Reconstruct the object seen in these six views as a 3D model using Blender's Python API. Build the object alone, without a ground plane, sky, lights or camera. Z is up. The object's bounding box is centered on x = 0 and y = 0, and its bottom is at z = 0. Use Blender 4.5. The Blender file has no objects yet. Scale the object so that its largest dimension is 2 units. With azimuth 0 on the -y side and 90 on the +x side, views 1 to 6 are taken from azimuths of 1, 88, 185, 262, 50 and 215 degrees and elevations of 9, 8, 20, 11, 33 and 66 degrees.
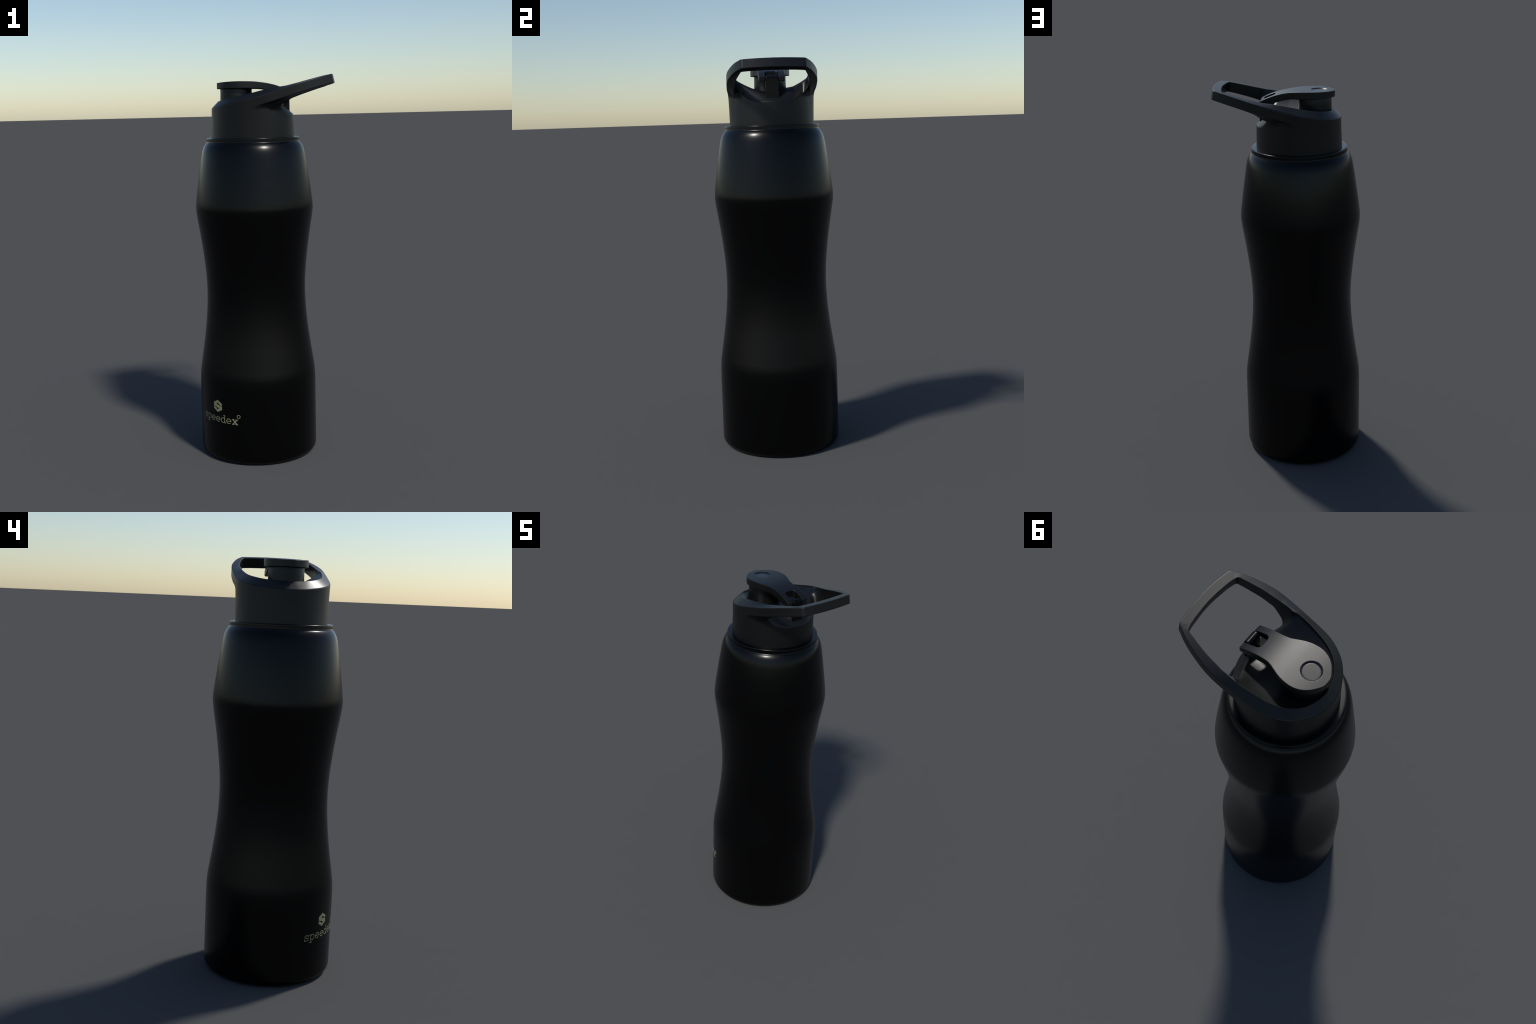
"""Black steel sports bottle with a moulded flip-spout cap and a slanted carry loop.

Everything is procedural: the steel body is a lathe of a profile curve, the cap
with its carry loop and the flip lid are implicit solids (sums and differences
of prisms, a cylinder, slanted planes and a bowl) meshed by surface nets, the
print on the body is made of thin stroked ribbons wrapped round the wall.
"""
import bpy
import math
import numpy as np

AXIS_X = -0.0583            # the bottle's axis; the carry loop reaches out to +x


# ------------------------------------------------------------------ helpers
def hermite(xs, ys, xq):
    """Smooth curve through control points (non-uniform Catmull-Rom)."""
    xs, ys, xq = (np.asarray(v, float) for v in (xs, ys, xq))
    d = np.diff(ys) / np.diff(xs)
    h = np.diff(xs)
    m = np.empty_like(ys)
    m[1:-1] = (d[:-1] * h[1:] + d[1:] * h[:-1]) / (h[1:] + h[:-1])
    m[0], m[-1] = d[0], d[-1]
    i = np.clip(np.searchsorted(xs, xq) - 1, 0, len(xs) - 2)
    t = np.clip((xq - xs[i]) / h[i], 0, 1)
    return ((2 * t**3 - 3 * t**2 + 1) * ys[i] + (t**3 - 2 * t**2 + t) * h[i] * m[i]
            + (-2 * t**3 + 3 * t**2) * ys[i + 1] + (t**3 - t**2) * h[i] * m[i + 1])


def curve2d(pts, step):
    """Resample a smooth open curve through 2D control points."""
    pts = np.asarray(pts, float)
    s = np.concatenate([[0], np.cumsum(np.hypot(*np.diff(pts, axis=0).T))])
    q = np.linspace(0, s[-1], max(2, int(round(s[-1] / step)) + 1))
    return np.stack([hermite(s, pts[:, 0], q), hermite(s, pts[:, 1], q)], 1)


def smooth01(a, b, x):
    t = np.clip((x - a) / (b - a), 0, 1)
    return t * t * (3 - 2 * t)


def smin(a, b, k):
    h = np.clip(0.5 + 0.5 * (b - a) / k, 0, 1)
    return b + (a - b) * h - k * h * (1 - h)


def smax(a, b, k):
    return -smin(-a, -b, k)


def polygon_distance(poly, x, y):
    """Signed distance to a closed polygon (negative inside)."""
    a = poly
    b = np.roll(poly, -1, 0)
    out = np.empty(x.size)
    X, Y = x.ravel(), y.ravel()
    for s in range(0, X.size, 20000):
        px, py = X[s:s + 20000, None], Y[s:s + 20000, None]
        ex, ey = (b - a).T
        wx, wy = px - a[:, 0], py - a[:, 1]
        t = np.clip((wx * ex + wy * ey) / (ex * ex + ey * ey), 0, 1)
        d2 = ((wx - ex * t) ** 2 + (wy - ey * t) ** 2).min(1)
        cross = (a[:, 1] <= py) != (b[:, 1] <= py)
        xi = a[:, 0] + (py - a[:, 1]) * ex / np.where(ey == 0, 1e-12, ey)
        inside = ((cross & (px < xi)).sum(1) % 2) == 1
        out[s:s + 20000] = np.where(inside, -1, 1) * np.sqrt(d2)
    return out.reshape(x.shape)


class Outline:
    """A closed plan outline with a table of distances to it."""

    def __init__(self, poly, margin=0.06, step=0.0015):
        self.poly = poly
        self.step = step
        self.lo = poly.min(0) - margin
        n = np.ceil((poly.max(0) + margin - self.lo) / step).astype(int) + 2
        gx, gy = np.meshgrid(self.lo[0] + step * np.arange(n[0]), self.lo[1] + step * np.arange(n[1]), indexing="ij")
        self.tab = polygon_distance(poly, gx, gy)

    def __call__(self, x, y, fine):
        u = np.clip((x - self.lo[0]) / self.step, 1, self.tab.shape[0] - 3.001)
        v = np.clip((y - self.lo[1]) / self.step, 1, self.tab.shape[1] - 3.001)
        i, j = u.astype(int), v.astype(int)
        u, v = u - i, v - j
        T = self.tab
        if not fine:
            return (T[i, j] * (1 - u) + T[i + 1, j] * u) * (1 - v) + (T[i, j + 1] * (1 - u) + T[i + 1, j + 1] * u) * v
        wu, wv = bspline(u), bspline(v)         # smooth lookup, so that the normals run smooth too
        return sum(wu[a] * sum(wv[b] * T[i + a - 1, j + b - 1] for b in range(4)) for a in range(4))


def bspline(t):
    return ((1 - t) ** 3 / 6, (3 * t**3 - 6 * t * t + 4) / 6, (-3 * t**3 + 3 * t * t + 3 * t + 1) / 6, t**3 / 6)


def mirrored(half):
    """Close a half outline (y >= 0, front to back) by its mirror image."""
    half = np.asarray(half)
    return np.concatenate([half, (half * [1, -1])[::-1][1:-1]])


def surface_net(f, lo, hi, step):
    """Mesh the zero level of f(x, y, z, exact) and give smooth normals."""
    n = np.ceil((np.asarray(hi) - lo) / step).astype(int) + 1
    ax = [lo[k] + step * np.arange(n[k]) for k in range(3)]
    val = np.empty(n)
    for i0 in range(0, n[0], 24):
        g = np.meshgrid(ax[0][i0:i0 + 24], ax[1], ax[2], indexing="ij")
        val[i0:i0 + 24] = f(*g, False)
    neg = val < 0
    c = n - 1
    inside = np.zeros(c, np.int8)
    for dx in (0, 1):
        for dy in (0, 1):
            for dz in (0, 1):
                inside += neg[dx:dx + c[0], dy:dy + c[1], dz:dz + c[2]]
    I, J, K = np.nonzero((inside > 0) & (inside < 8))
    cnt = np.zeros(len(I))
    psum = np.zeros((len(I), 3))
    for axis in range(3):
        u, v = [k for k in range(3) if k != axis]
        for du in (0, 1):
            for dv in (0, 1):
                off = np.zeros(3)
                off[u], off[v] = du, dv
                o = off.astype(int)
                far = o.copy()
                far[axis] = 1
                va = val[I + o[0], J + o[1], K + o[2]]
                vb = val[I + far[0], J + far[1], K + far[2]]
                m = (va < 0) != (vb < 0)
                p = np.stack([I, J, K], 1)[m] + off
                p[:, axis] += va[m] / (va[m] - vb[m])
                psum[m] += p
                cnt[m] += 1
    vid = -np.ones(c, np.int32)
    vid[I, J, K] = np.arange(len(I))
    P = psum / cnt[:, None] * step + np.asarray(lo)
    quads = []
    for axis in range(3):
        u, v = (axis + 1) % 3, (axis + 2) % 3
        s0 = [slice(None)] * 3
        s1 = [slice(None)] * 3
        s0[axis], s1[axis] = slice(0, -1), slice(1, None)
        for flip in (False, True):
            m = (neg[tuple(s0)] & ~neg[tuple(s1)]) if not flip else (~neg[tuple(s0)] & neg[tuple(s1)])
            e = np.stack(np.nonzero(m), 1)
            e = e[(e[:, u] > 0) & (e[:, v] > 0) & (e[:, u] < c[u]) & (e[:, v] < c[v])]
            q = []
            for du, dv in ((-1, -1), (0, -1), (0, 0), (-1, 0)):
                w = e.copy()
                w[:, u] += du
                w[:, v] += dv
                q.append(vid[w[:, 0], w[:, 1], w[:, 2]])
            q = np.stack(q, 1)
            quads.append(q[:, ::-1] if flip else q)
    Q = np.concatenate(quads)

    def gradient(P, eps):
        g = np.empty_like(P)
        for k in range(3):
            d = np.zeros(3)
            d[k] = eps
            g[:, k] = (f(*(P + d).T, True) - f(*(P - d).T, True)) / (2 * eps)
        return g

    for _ in range(3):
        g = gradient(P, 0.0004)
        w = f(*P.T, True) / np.maximum((g * g).sum(1), 0.05)
        P = P - np.clip(w, -0.5 * step, 0.5 * step)[:, None] * g
    N = gradient(P, 0.0009)
    N /= np.linalg.norm(N, axis=1)[:, None] + 1e-12
    return P, Q, N


def add_mesh(name, verts, faces, material, parent=None, normals=None, smooth=True):
    me = bpy.data.meshes.new(name)
    me.from_pydata([tuple(map(float, p)) for p in verts], [], [tuple(map(int, q)) for q in faces])
    me.validate()
    me.update()
    if smooth:
        me.polygons.foreach_set("use_smooth", [True] * len(me.polygons))
    if normals is not None and len(me.vertices) == len(normals):
        me.normals_split_custom_set_from_vertices([tuple(map(float, q)) for q in normals])
    me.materials.append(material)
    ob = bpy.data.objects.new(name, me)
    bpy.context.scene.collection.objects.link(ob)
    ob.parent = parent
    return ob


def region(P, Q, N, mask):
    """Faces picked by mask, with only the vertices that they use."""
    q = Q[mask]
    used = np.unique(q)
    remap = np.zeros(len(P), int)
    remap[used] = np.arange(len(used))
    return P[used], remap[q], N[used]


# ---------------------------------------------------------------- materials
def make_material(name, colour, roughness, grain_scale, grain_colour, grain_bump, coat=0.0, specular=0.5):
    mat = bpy.data.materials.new(name)
    mat.use_nodes = True
    nt = mat.node_tree
    bsdf = nt.nodes["Principled BSDF"]
    bsdf.inputs["Roughness"].default_value = roughness
    bsdf.inputs["Specular IOR Level"].default_value = specular
    bsdf.inputs["Coat Weight"].default_value = coat
    bsdf.inputs["Coat Roughness"].default_value = 0.2
    tc = nt.nodes.new("ShaderNodeTexCoord")
    noise = nt.nodes.new("ShaderNodeTexNoise")
    noise.inputs["Scale"].default_value = grain_scale
    noise.inputs["Detail"].default_value = 3.0
    nt.links.new(tc.outputs["Object"], noise.inputs["Vector"])
    ramp = nt.nodes.new("ShaderNodeValToRGB")
    lo = [c * (1 - grain_colour) for c in colour]
    hi = [c * (1 + grain_colour) for c in colour]
    ramp.color_ramp.elements[0].position, ramp.color_ramp.elements[1].position = 0.3, 0.7
    ramp.color_ramp.elements[0].color, ramp.color_ramp.elements[1].color = (*lo, 1), (*hi, 1)
    nt.links.new(noise.outputs["Fac"], ramp.inputs["Fac"])
    nt.links.new(ramp.outputs["Color"], bsdf.inputs["Base Color"])
    if grain_bump:
        bump = nt.nodes.new("ShaderNodeBump")
        bump.inputs["Strength"].default_value = grain_bump
        bump.inputs["Distance"].default_value = 0.0006
        nt.links.new(noise.outputs["Fac"], bump.inputs["Height"])
        nt.links.new(bump.outputs["Normal"], bsdf.inputs["Normal"])
    return mat


PAINT = make_material("black_satin_paint", (0.0004, 0.0004, 0.0004), 0.252, 60, 0.15, 0.0, specular=0.25)
PLASTIC = make_material("black_matt_plastic", (0.0028, 0.0028, 0.0028), 0.395, 120, 0.12, 0.0, specular=0.40)
GLOSS = make_material("black_smooth_plastic", (0.0028, 0.0028, 0.0028), 0.245, 120, 0.12, 0.0, specular=0.42)
INK = make_material("cream_print", (0.272, 0.272, 0.148), 0.5, 90, 0.06, 0.0)


# ------------------------------------------------------------- steel bottle
root = bpy.data.objects.new("water_bottle", None)
bpy.context.scene.collection.objects.link(root)
root["label"] = "black waisted steel sports bottle with flip-spout cap and carry loop"
root["category"] = "water bottle"

R = 0.3117
wall = [(0.040, R), (0.10, R), (0.20, R), (0.30, R), (0.36, 0.3115), (0.40, 0.3111), (0.43, 0.3098), (0.45, 0.3082), (0.47, 0.3057),
        (0.50, 0.3011), (0.54, 0.2949), (0.58, 0.2888), (0.62, 0.2830), (0.66, 0.2777), (0.70, 0.2730), (0.74, 0.2691), (0.78, 0.2660),
        (0.82, 0.2637), (0.88, 0.2623), (0.94, 0.2639), (0.98, 0.2663), (1.02, 0.2699), (1.06, 0.2741), (1.10, 0.2788), (1.14, 0.2840),
        (1.18, 0.2896), (1.22, 0.2959), (1.26, 0.3020), (1.285, 0.3057), (1.305, 0.3079), (1.325, 0.3089), (1.345, 0.3079), (1.365, 0.3058), (1.39, 0.3026),
        (1.42, 0.2985), (1.46, 0.2928), (1.50, 0.2869), (1.54, 0.2808), (1.58, 0.2744), (1.60, 0.2709), (1.615, 0.2677), (1.628, 0.2639),
        (1.638, 0.2601), (1.646, 0.2562), (1.652, 0.2525)]
wz, wr = np.array(wall).T
fine = np.linspace(wz[0], wz[-1], 320)
prof = [(0.0, 0.010), (0.14, 0.009), (0.225, 0.006), (0.245, 0.001), (0.258, 0.0)]
for a in np.linspace(-math.pi / 2, 0, 14)[1:-1]:
    prof.append((R - 0.030 + 0.030 * math.cos(a), 0.036 + 0.036 * math.sin(a)))
prof += list(zip(hermite(wz, wr, fine), fine))
# shelf below the neck ring, a concave fillet, the ring with rounded rims, the ledge under the cap
shelf = [(0.2500, 1.6555), (0.2478, 1.6582), (0.2455, 1.6606), (0.2436, 1.6624), (0.2424, 1.6645), (0.2419, 1.6672)]
prof += shelf
ring_from = len(prof) - 1
prof += [(0.2418, 1.671), (0.2418, 1.676), (0.2418, 1.6822)]
for a in np.linspace(0, math.pi / 2, 7)[1:]:
    prof.append((0.2382 + 0.0036 * math.cos(a), 1.6834 + 0.0036 * math.sin(a)))
prof += [(0.232, 1.6872), (0.222, 1.6872), (0.205, 1.6872), (0.19, 1.6872)]
prof = np.array(prof)
SEG = 144
tang = np.gradient(prof, axis=0)
seg_len = np.hypot(*np.diff(prof, axis=0).T)
dirs = np.diff(prof, axis=0) / seg_len[:, None]
wts = 1 / seg_len
tang = np.concatenate([dirs[:1], (dirs[:-1] * wts[:-1, None] + dirs[1:] * wts[1:, None]), dirs[-1:]])
nrm = np.stack([tang[:, 1], -tang[:, 0]], 1)
nrm /= np.hypot(*nrm.T)[:, None]
# the shoulder is shaded a little softer than its profile, so that its light fades down into the waist
turn = np.radians(np.interp(prof[:, 1], [1.335, 1.375, 1.47, 1.56, 1.60, 1.638], [0, -1.2, -0.2, 1.6, 2.0, 0]))
turn[np.arange(len(prof)) >= ring_from - 5] = 0
nrm = np.stack([nrm[:, 0] * np.cos(turn) - nrm[:, 1] * np.sin(turn), nrm[:, 1] * np.cos(turn) + nrm[:, 0] * np.sin(turn)], 1)
ang = 2 * math.pi * np.arange(SEG) / SEG
ca, sa = np.cos(ang), np.sin(ang)


def lathe(p, nn, closed_start=False):
    V = np.stack([AXIS_X + p[:, 0, None] * ca, p[:, 0, None] * sa, np.repeat(p[:, 1, None], SEG, 1)], -1)
    N = np.stack([nn[:, 0, None] * ca, nn[:, 0, None] * sa, np.repeat(nn[:, 1, None], SEG, 1)], -1)
    i, j = np.meshgrid(np.arange(len(p) - 1), np.arange(SEG), indexing="ij")
    j2 = (j + 1) % SEG
    F = np.stack([i * SEG + j, i * SEG + j2, (i + 1) * SEG + j2, (i + 1) * SEG + j], -1).reshape(-1, 4)
    return V.reshape(-1, 3), F, N.reshape(-1, 3)


prof[0, 0] = 0.002
V, F, N = lathe(prof[:ring_from + 1], nrm[:ring_from + 1])
F = [tuple(q) for q in F] + [tuple(range(SEG))[::-1]]
body = add_mesh("body", V, F, PAINT, root, N)
V, F, N = lathe(prof[ring_from:], nrm[ring_from:])
neck = add_mesh("neck_ring", V, F, PAINT, root, N)


# -------------------------------------------------- print on the bottle wall
def wrap(pts, lift):
    """(arc length from the -y side, height, lift) to a point on the wall."""
    pts = np.asarray(pts, float)
    a = pts[:, 0] / R
    r = R + lift
    return np.stack([AXIS_X + r * np.sin(a), -r * np.cos(a), pts[:, 1]], 1)


def ribbon(pts, width, lift, closed=False):
    """A stroke: thin raised ribbon along a polyline, with its own edges."""
    pts = np.asarray(pts, float)
    if closed:
        t = np.roll(pts, -1, 0) - np.roll(pts, 1, 0)
    else:
        t = np.gradient(pts, axis=0)
    t /= np.hypot(*t.T)[:, None]
    nn = np.stack([-t[:, 1], t[:, 0]], 1)
    w = np.broadcast_to(np.asarray(width, float), (len(pts),))[:, None] / 2
    rows = [wrap(pts + nn * w, -0.0006), wrap(pts + nn * w, lift), wrap(pts - nn * w, lift), wrap(pts - nn * w, -0.0006)]
    n = len(pts)
    V = np.concatenate(rows)
    F = []
    for i in range(n if closed else n - 1):
        k = (i + 1) % n
        for a in range(3):
            F.append((a * n + i, (a + 1) * n + i, (a + 1) * n + k, a * n + k))
    if not closed:
        F += [(0, n, 2 * n, 3 * n)[::-1], (n - 1, 2 * n - 1, 3 * n - 1, 4 * n - 1)]
    return V, F


def arc(cx, cy, rx, ry, a0, a1, n=22):
    a = np.radians(np.linspace(a0, a1, n))
    return np.stack([cx + rx * np.cos(a), cy + ry * np.sin(a)], 1)


def glyph_strokes(ch):
    """Strokes of a typewriter letter in a box one unit wide and one unit high (x-height)."""
    if ch == "s":
        c = curve2d([(0.90, 0.74), (0.74, 0.90), (0.47, 0.93), (0.19, 0.84), (0.17, 0.63), (0.45, 0.53), (0.75, 0.46), (0.88, 0.29),
                     (0.76, 0.11), (0.46, 0.07), (0.20, 0.14), (0.07, 0.29)], 0.04)
        return [c, [(0.88, 0.64), (0.88, 1.0)], [(0.09, 0.0), (0.09, 0.38)]]
    if ch == "p":
        return [[(0.20, -0.34), (0.20, 0.97)], [(0.0, 0.93), (0.26, 0.93)], [(-0.02, -0.34), (0.52, -0.34)],
                arc(0.56, 0.5, 0.37, 0.43, 165, -165, 30)]
    if ch == "e":
        return [arc(0.5, 0.5, 0.42, 0.43, 2, 318, 36), [(0.10, 0.50), (0.99, 0.50)]]
    if ch == "d":
        return [[(0.80, 0.06), (0.80, 1.41)], [(0.55, 1.37), (0.87, 1.37)], [(0.74, 0.07), (1.02, 0.07)],
                arc(0.44, 0.5, 0.37, 0.43, 345, 15, 30)]
    return [[(0.14, 0.06), (0.86, 0.94)], [(0.86, 0.06), (0.14, 0.94)], [(0.0, 0.93), (0.40, 0.93)], [(0.62, 0.93), (1.0, 0.93)],
            [(0.0, 0.07), (0.40, 0.07)], [(0.60, 0.07), (1.0, 0.07)]]


BASE, XH = 0.2180, 0.0297
starts = [("s", -0.3515, 0.0285), ("p", -0.3185, 0.0320), ("e", -0.2812, 0.0312), ("e", -0.2448, 0.0312),
          ("d", -0.2096, 0.0325), ("e", -0.1740, 0.0312), ("x", -0.1385, 0.0335)]
for ch, s0, width in starts:
    VV, FF = [], []
    for k, st in enumerate(glyph_strokes(ch)):
        st = np.asarray(st, float)
        if len(st) == 2:
            st = st[0] + (st[1] - st[0]) * np.linspace(0, 1, 6)[:, None]
        stroke = 0.0053 if ch == "x" and k < 2 else 0.0041 if ch == "x" else 0.0033
        v, f = ribbon(st * [width, XH] + [s0, BASE], stroke, 0.00025 + 0.00005 * k)
        off = sum(map(len, VV))
        VV.append(v)
        FF += [tuple(i + off for i in q) for q in f]
    add_mesh("letter", np.concatenate(VV), FF, INK, body, smooth=False)
v, f = ribbon(arc(-0.1003, 0.2637, 0.0083, 0.0085, 0, 352, 44), 0.0027, 0.0003, closed=True)
add_mesh("ring_mark", v, f, INK, body, smooth=False)

# hexagonal emblem: an angular S cut by two slits, point-symmetric about its centre
EC = np.array([-0.2300, 0.3028])
halfE = np.array([(0.0003, 0.0327), (0.0292, 0.0158), (0.0292, 0.0022), (0.0165, 0.0074), (0.0018, 0.0184), (-0.0098, 0.0114), (0.0292, -0.0010), (0.0296, -0.0166)])
outline = np.concatenate([halfE, -halfE])
outline = np.concatenate([np.linspace(a, b, 5)[:-1] for a, b in zip(outline, np.roll(outline, -1, 0))]) + EC
n = len(outline)
V = np.concatenate([wrap(outline, 0.0003), wrap(outline, -0.0006)])
tri_faces = [tuple(range(n))[::-1]] + [(i, (i + 1) % n, n + (i + 1) % n, n + i) for i in range(n)]
emblem = add_mesh("emblem", V, tri_faces, INK, body, smooth=False)
import bmesh
bm = bmesh.new()
bm.from_mesh(emblem.data)
bmesh.ops.triangulate(bm, faces=[q for q in bm.faces if len(q.verts) > 4], ngon_method="EAR_CLIP")
bmesh.ops.subdivide_edges(bm, edges=[e for e in bm.edges if e.calc_length() > 0.008], cuts=3)
for w in bm.verts:                      # keep the cut faces on the round wall
    rad = math.hypot(w.co.x - AXIS_X, w.co.y)
    if w.co.z and rad < R + 0.0003 and rad > R - 0.0005:
        k = (R + 0.0003) / rad
        w.co.x, w.co.y = AXIS_X + (w.co.x - AXIS_X) * k, w.co.y * k
bmesh.ops.recalc_face_normals(bm, faces=bm.faces)
bm.to_mesh(emblem.data)
bm.free()
for ob in [o for o in bpy.data.objects if o.name.startswith(("letter", "ring_mark"))]:
    bm = bmesh.new()
    bm.from_mesh(ob.data)
    bmesh.ops.recalc_face_normals(bm, faces=bm.faces)
    bm.to_mesh(ob.data)
    bm.free()

# ------------------------------------------------------ cap with carry loop
# Plan outlines in the slanted plane of the loop, from the front round to the bar at the back.
outer_side = [(-0.2700, 0.0), (-0.2665, 0.040), (-0.2560, 0.077), (-0.2390, 0.110), (-0.2150, 0.1445), (-0.1850, 0.1740), (-0.1500, 0.1960), (-0.1040, 0.2145), (-0.0560, 0.2215),
              (0.0, 0.2245), (0.055, 0.2253), (0.100, 0.2250), (0.140, 0.2235), (0.172, 0.2195), (0.218, 0.2085), (0.262, 0.1945), (0.297, 0.1800), (0.3365, 0.1590)]
outer_bar = [(0.3490, 0.1425), (0.3525, 0.117), (0.3570, 0.085), (0.3605, 0.043), (0.3620, 0.0)]
inner_side = [(-0.2335, 0.0), (-0.2305, 0.027), (-0.2240, 0.052), (-0.2130, 0.084), (-0.1980, 0.108), (-0.1700, 0.1365), (-0.1400, 0.1555), (-0.1080, 0.1690), (-0.0550, 0.1810),
              (0.0, 0.1885), (0.055, 0.1925), (0.096, 0.1900), (0.133, 0.1845), (0.173, 0.1800), (0.205, 0.1755), (0.240, 0.1675), (0.2935, 0.1538)]
inner_bar = [(0.3045, 0.1455), (0.3105, 0.120), (0.3165, 0.069), (0.3195, 0.035), (0.3207, 0.0)]


def egg(side, bar, tip):
    a, b = curve2d(side, 0.0035), curve2d(bar, 0.0035)
    p, q, m = a[-1], b[0], np.array(tip)
    t = np.linspace(0, 1, 12)[1:-1, None]
    corner = (1 - t) ** 2 * p + 2 * t * (1 - t) * m + t * t * q
    return mirrored(np.concatenate([a, corner, b]))


OUT = Outline(egg(outer_side, outer_bar, (0.3462, 0.1537)))
INN = Outline(egg(inner_side, inner_bar, (0.3022, 0.1516)))
SLOPE = 0.252
COS = 1 / math.sqrt(1 + SLOPE**2)
LOOP_THICK = 0.0468


# the slanted outer rim sags a little between the front and the bar
RIM_X = np.array([-0.36, -0.272, -0.217, -0.155, -0.096, -0.048, 0.0, 0.050, 0.095, 0.162, 0.240, 0.290, 0.3455, 0.362, 0.45])
RIM_Z = np.array([1.819, 1.8385, 1.8500, 1.8622, 1.8742, 1.8857, 1.8985, 1.9135, 1.9272, 1.9474, 1.9698, 1.9835, 1.9967, 2.0006, 2.021])


def slant(x):
    return hermite(RIM_X, RIM_Z, x)


def lean(x, z):
    """The bar end of the loop stands square to the slanted plane, the front stands upright."""
    return x - 0.21 * (slant(x) - z) * smooth01(0.05, 0.33, x)


def cap_solid(x, y, z, exact):
    xs = lean(x, z)
    d_out, d_in = OUT(xs, y, exact), INN(xs, y, exact)
    # top face: bevelled rim that rises from the outer edge to the inner edge at the front
    rise = np.interp(xs, [-0.27, -0.16, -0.02, 0.01, 0.0475, 0.086, 0.12, 0.18, 0.24, 0.29], [0.0303, 0.0303, 0.0282, 0.0262, 0.0208, 0.0145, 0.0098, 0.0060, 0.0042, 0.0028])
    share = np.clip(-d_out / np.maximum(d_in - d_out, 1e-6), -0.3, 1.0)
    top = (z - (slant(x) + rise * share)) * np.interp(x, [-0.2, 0.1], [0.80, COS])
    # outer wall: a drafted cylinder that grows into the egg-shaped loop
    rad = np.hypot(x - AXIS_X, y)
    cyl = rad - np.interp(z, [1.69, 1.85], [0.2163, 0.2130])
    inner_sag = np.interp(x, [0.085, 0.10, 0.12, 0.15, 0.20, 0.31, 0.36], [0.026, 0.026, 0.021, 0.0125, 0.009, 0.004, 0.002])
    low = slant(x) - LOOP_THICK - inner_sag * np.clip(share, 0, 1) ** 2
    w = np.clip((z - 1.690) / (slant(x) - 1.690), 0, 1)
    loft = cyl * (1 - w) + d_out * w
    loop = smax(d_out, (low - z) * COS, 0.004)
    joined = smin(loop, cyl, 0.014 + 0.020 * smooth01(0.03, 0.09, x))
    back = smooth01(-0.06, 0.05, x)
    outer = loft * (1 - back) + joined * back
    outer = smax(outer, top, 0.0036)
    outer = np.maximum(outer, 1.680 - z)
    # bowl inside the rim, falling away to a scooped lip at the back
    yy = y * y
    bowl = 1.8510 + np.interp(x, [-0.14, -0.10, 0.0, 0.06], [1.45, 1.55, 1.85, 2.20]) * yy + 0.8 * np.minimum(x + 0.08, 0) ** 2
    crest = 0.103 - 1.6 * yy
    fall = (0.94 + 60 * yy) * (1 - 0.92 * smooth01(0.145, 0.195, np.abs(y)))
    s = 0.007
    e = (x - crest) / s
    drop = s * np.where(e > 30, e, np.log1p(np.exp(np.minimum(e, 30))))
    floor = bowl - fall * drop
    steep = np.sqrt(1 + (4.4 * y) ** 2 + (fall * smooth01(-0.02, 0.02, x - crest)) ** 2)
    web = 0.008 + 0.034 * smooth01(0.03, 0.07, x) * (1 - smooth01(0.12, 0.19, x))
    cut = smax(d_in, (floor - z) / steep, web)
    return smax(outer, -cut, 0.0036)


P, Q, N = surface_net(cap_solid, (-0.285, -0.239, 1.672), (0.385, 0.239, 2.012), 0.0020)
mid = P[Q].mean(1)
is_loop = (mid[:, 0] > 0.07) & (mid[:, 2] > 1.815 + 0.30 * (mid[:, 0] + 0.02)) & (np.hypot(mid[:, 0] - AXIS_X, mid[:, 1]) > 0.2145)
cap = add_mesh("cap", *region(P, Q, N, ~is_loop)[:2], PLASTIC, root, region(P, Q, N, ~is_loop)[2])
loop = add_mesh("carry_loop", *region(P, Q, N, is_loop)[:2], PLASTIC, cap, region(P, Q, N, is_loop)[2])

# ----------------------------------------------------------------- spout
SPOUT_X = -0.1400
sp = []
for r_, z_ in [(0.0835, 1.845), (0.0833, 1.875), (0.0826, 1.905), (0.0822, 1.936), (0.0815, 1.9385), (0.0795, 1.9395), (0.062, 1.9395), (0.060, 1.936), (0.060, 1.90)]:
    sp.append((r_, z_))
sp = np.array(sp)
M = 96
a = 2 * math.pi * np.arange(M) / M
V = np.stack([SPOUT_X + sp[:, 0, None] * np.cos(a), sp[:, 0, None] * np.sin(a), np.repeat(sp[:, 1, None], M, 1)], -1).reshape(-1, 3)
F = [(i * M + j, i * M + (j + 1) % M, (i + 1) * M + (j + 1) % M, (i + 1) * M + j) for i in range(len(sp) - 1) for j in range(M)]
spout = add_mesh("spout", V, F, PLASTIC, cap)
spout.data.set_sharp_from_angle(angle=math.radians(40))

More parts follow.
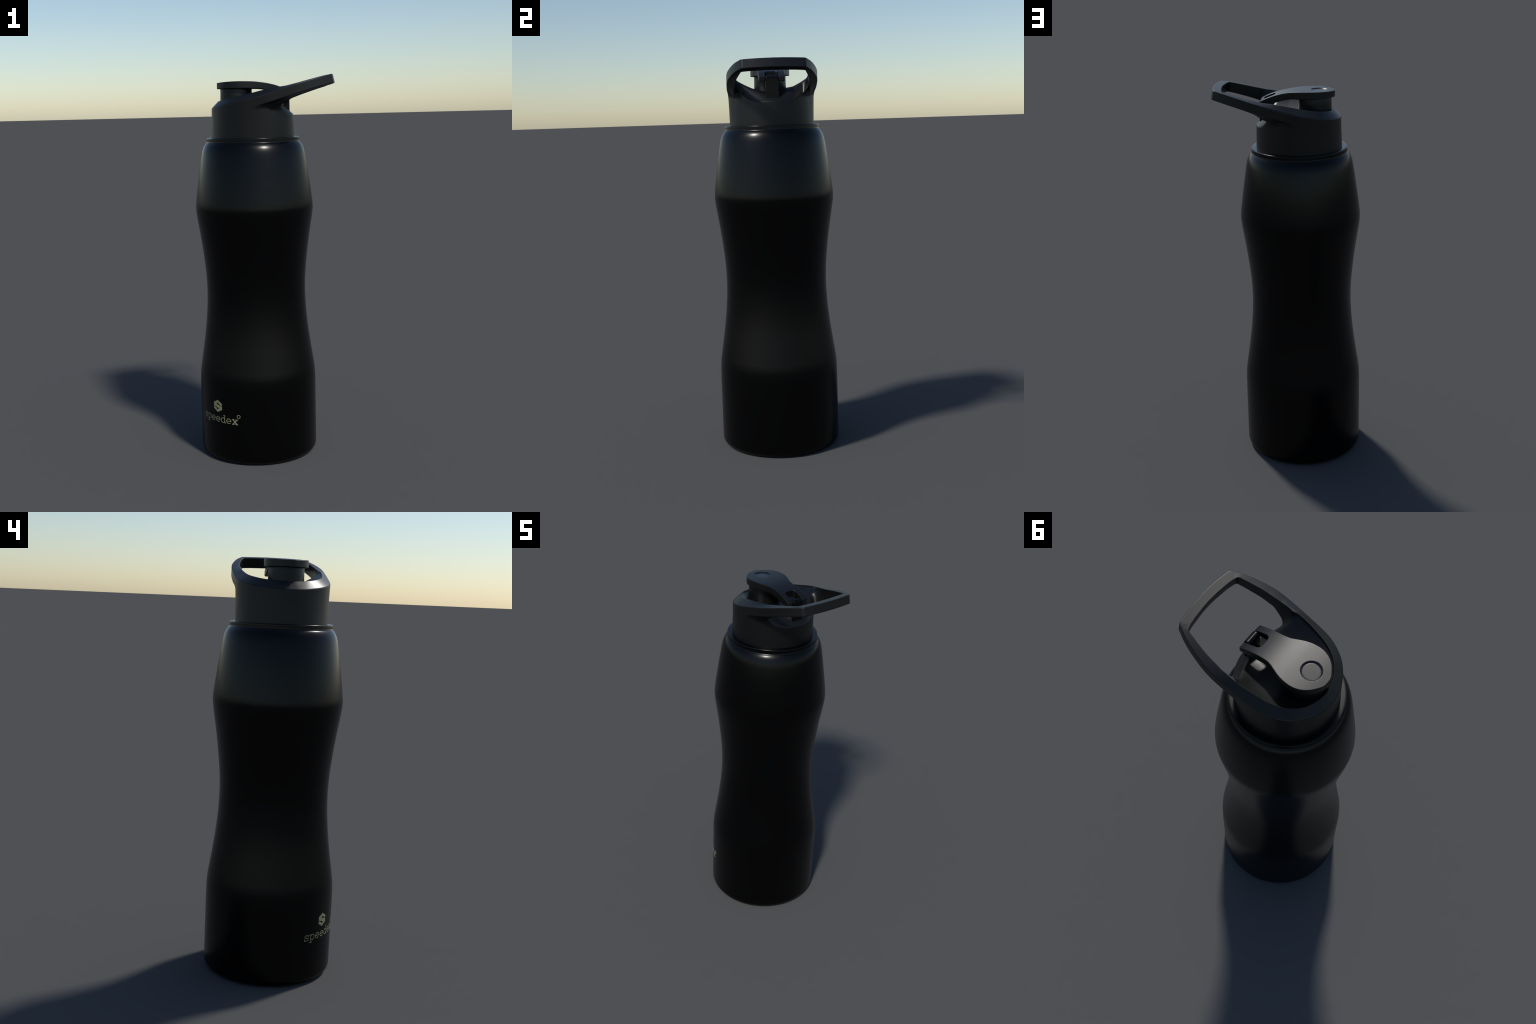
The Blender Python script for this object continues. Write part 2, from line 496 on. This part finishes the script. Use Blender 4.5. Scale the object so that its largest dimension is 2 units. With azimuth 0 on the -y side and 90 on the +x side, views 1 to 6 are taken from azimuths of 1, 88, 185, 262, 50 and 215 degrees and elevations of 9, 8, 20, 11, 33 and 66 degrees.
# -------------------------------------------------------------- flip lid
front = curve2d([(-0.2397, 0.0), (-0.2365, 0.0230), (-0.2235, 0.0460), (-0.1975, 0.0765), (-0.1650, 0.0955), (-0.1290, 0.1016), (-0.1080, 0.1003)], 0.004)
neck_side = curve2d([tuple(front[-1]), (-0.091, 0.0975), (-0.069, 0.0915), (-0.0385, 0.0787), (-0.016, 0.0697), (0.008, 0.0656), (0.035, 0.0645), (0.085, 0.0643), (0.1265, 0.0640)], 0.003)
lid_half = np.concatenate([front, neck_side[1:], [(0.1305, 0.0630), (0.1318, 0.0605), (0.1320, 0.03), (0.1320, 0.0)]])
LID = Outline(mirrored(lid_half), 0.03, 0.001)
slot = np.concatenate([[(0.20, 0.0), (0.20, 0.0336), (0.085, 0.0333)], arc(0.0735, 0.0175, 0.0155, 0.0150, 90, 180, 12), [(0.0575, 0.0)]])
SLOT = Outline(mirrored(slot), 0.09, 0.001)
LID_TOP = np.array([(-0.26, 1.968), (-0.24, 1.9692), (-0.18, 1.9723), (-0.125, 1.9733), (-0.07, 1.9726), (-0.036, 1.9705), (0.002, 1.9658), (0.0375, 1.9588), (0.067, 1.9508), (0.100, 1.9385), (0.132, 1.9237), (0.16, 1.909)])
LID_LOW = np.array([(-0.26, 1.9385), (-0.12, 1.9377), (-0.06, 1.9370), (-0.023, 1.9353), (0.007, 1.9308), (0.040, 1.9222), (0.075, 1.9115), (0.105, 1.9040), (0.132, 1.8985), (0.16, 1.893)])
PIT_X, PIT_R = -0.1620, 0.0430


def lid_solid(x, y, z, exact):
    d = LID(x, y, exact)
    t = hermite(LID_TOP[:, 0], LID_TOP[:, 1], x)
    b = hermite(LID_LOW[:, 0], LID_LOW[:, 1], x)
    r = np.hypot(x - PIT_X, y)
    t = t - 0.0047 * np.clip((PIT_R - r) / 0.0066, 0, 1)
    body_ = smax(d, (z - t) * np.interp(x, [0, 0.1], [1, 0.93]), 0.0022)
    body_ = smax(body_, (b - z) * np.interp(x, [0, 0.1], [1, 0.95]), 0.0022 + 0.005 * smooth01(0.09, 0.13, x))
    return smax(body_, -SLOT(x, y, exact), 0.0022)


P, Q, N = surface_net(lid_solid, (-0.25, -0.112, 1.885), (0.142, 0.112, 1.985), 0.0022)
lid = add_mesh("flip_lid", P, Q, PLASTIC, cap, N)

# smooth round inlay on the floor of the lid's dimple, with a small rounded rim
ir = [(0.0010, 0.0008), (0.020, 0.0008), (0.0335, 0.0008)] + [(0.0335 + 0.0022 * math.sin(t), -0.0014 + 0.0022 * math.cos(t)) for t in np.linspace(0.3, 1.5, 6)] + [(0.0357, -0.004)]
ir = np.array(ir)
M = 72
a = 2 * math.pi * np.arange(M) / M
ix = PIT_X + ir[:, 0, None] * np.cos(a)
iy = ir[:, 0, None] * np.sin(a)
V = np.stack([ix, iy, hermite(LID_TOP[:, 0], LID_TOP[:, 1], ix) - 0.0051 + ir[:, 1, None]], -1).reshape(-1, 3)
F = [((i + 1) * M + j, (i + 1) * M + (j + 1) % M, i * M + (j + 1) % M, i * M + j) for i in range(len(ir) - 1) for j in range(M)] + [tuple(range(M))]
tilt = np.concatenate([[0, 0, 0], np.linspace(0.3, 1.5, 6), [1.57]])[:, None]
lean_x = (hermite(LID_TOP[:, 0], LID_TOP[:, 1], PIT_X + 0.03) - hermite(LID_TOP[:, 0], LID_TOP[:, 1], PIT_X - 0.03)) / 0.06
N = np.stack([np.sin(tilt) * np.cos(a) - lean_x * np.cos(tilt), np.sin(tilt) * np.sin(a), np.cos(tilt) + 0 * a], -1).reshape(-1, 3)
inlay = add_mesh("inlay", V, F, GLOSS, lid, N)

# hinge post: an upright tongue with a barrel-round top, standing in the lid's slot
BX, BZ, BR = 0.1195, 1.9135, 0.0168


def post_solid(x, y, z, exact):
    round_top = np.hypot(x - BX, np.maximum(z - BZ, 0)) - BR
    sides = np.abs(y) - np.interp(z, [1.80, 1.93], [0.0332, 0.0308])
    return np.maximum(smax(round_top, sides, 0.004), 1.79 - z)


P, Q, N = surface_net(post_solid, (0.098, -0.038, 1.784), (0.141, 0.038, 1.936), 0.0014)
post = add_mesh("hinge_post", P, Q, PAINT, cap, N)

# hinge pin through the lid's two arms and the post
M = 32
a = 2 * math.pi * np.arange(M) / M
V = np.concatenate([np.stack([0.1180 + 0.0055 * np.cos(a), np.full(M, s_), 1.9115 + 0.0055 * np.sin(a)], 1) for s_ in (-0.060, 0.060)])
F = [(j, (j + 1) % M, M + (j + 1) % M, M + j) for j in range(M)] + [tuple(range(M))[::-1], tuple(range(M, 2 * M))]
pin = add_mesh("hinge_pin", V, F, PLASTIC, cap)
pin.data.set_sharp_from_angle(angle=math.radians(50))
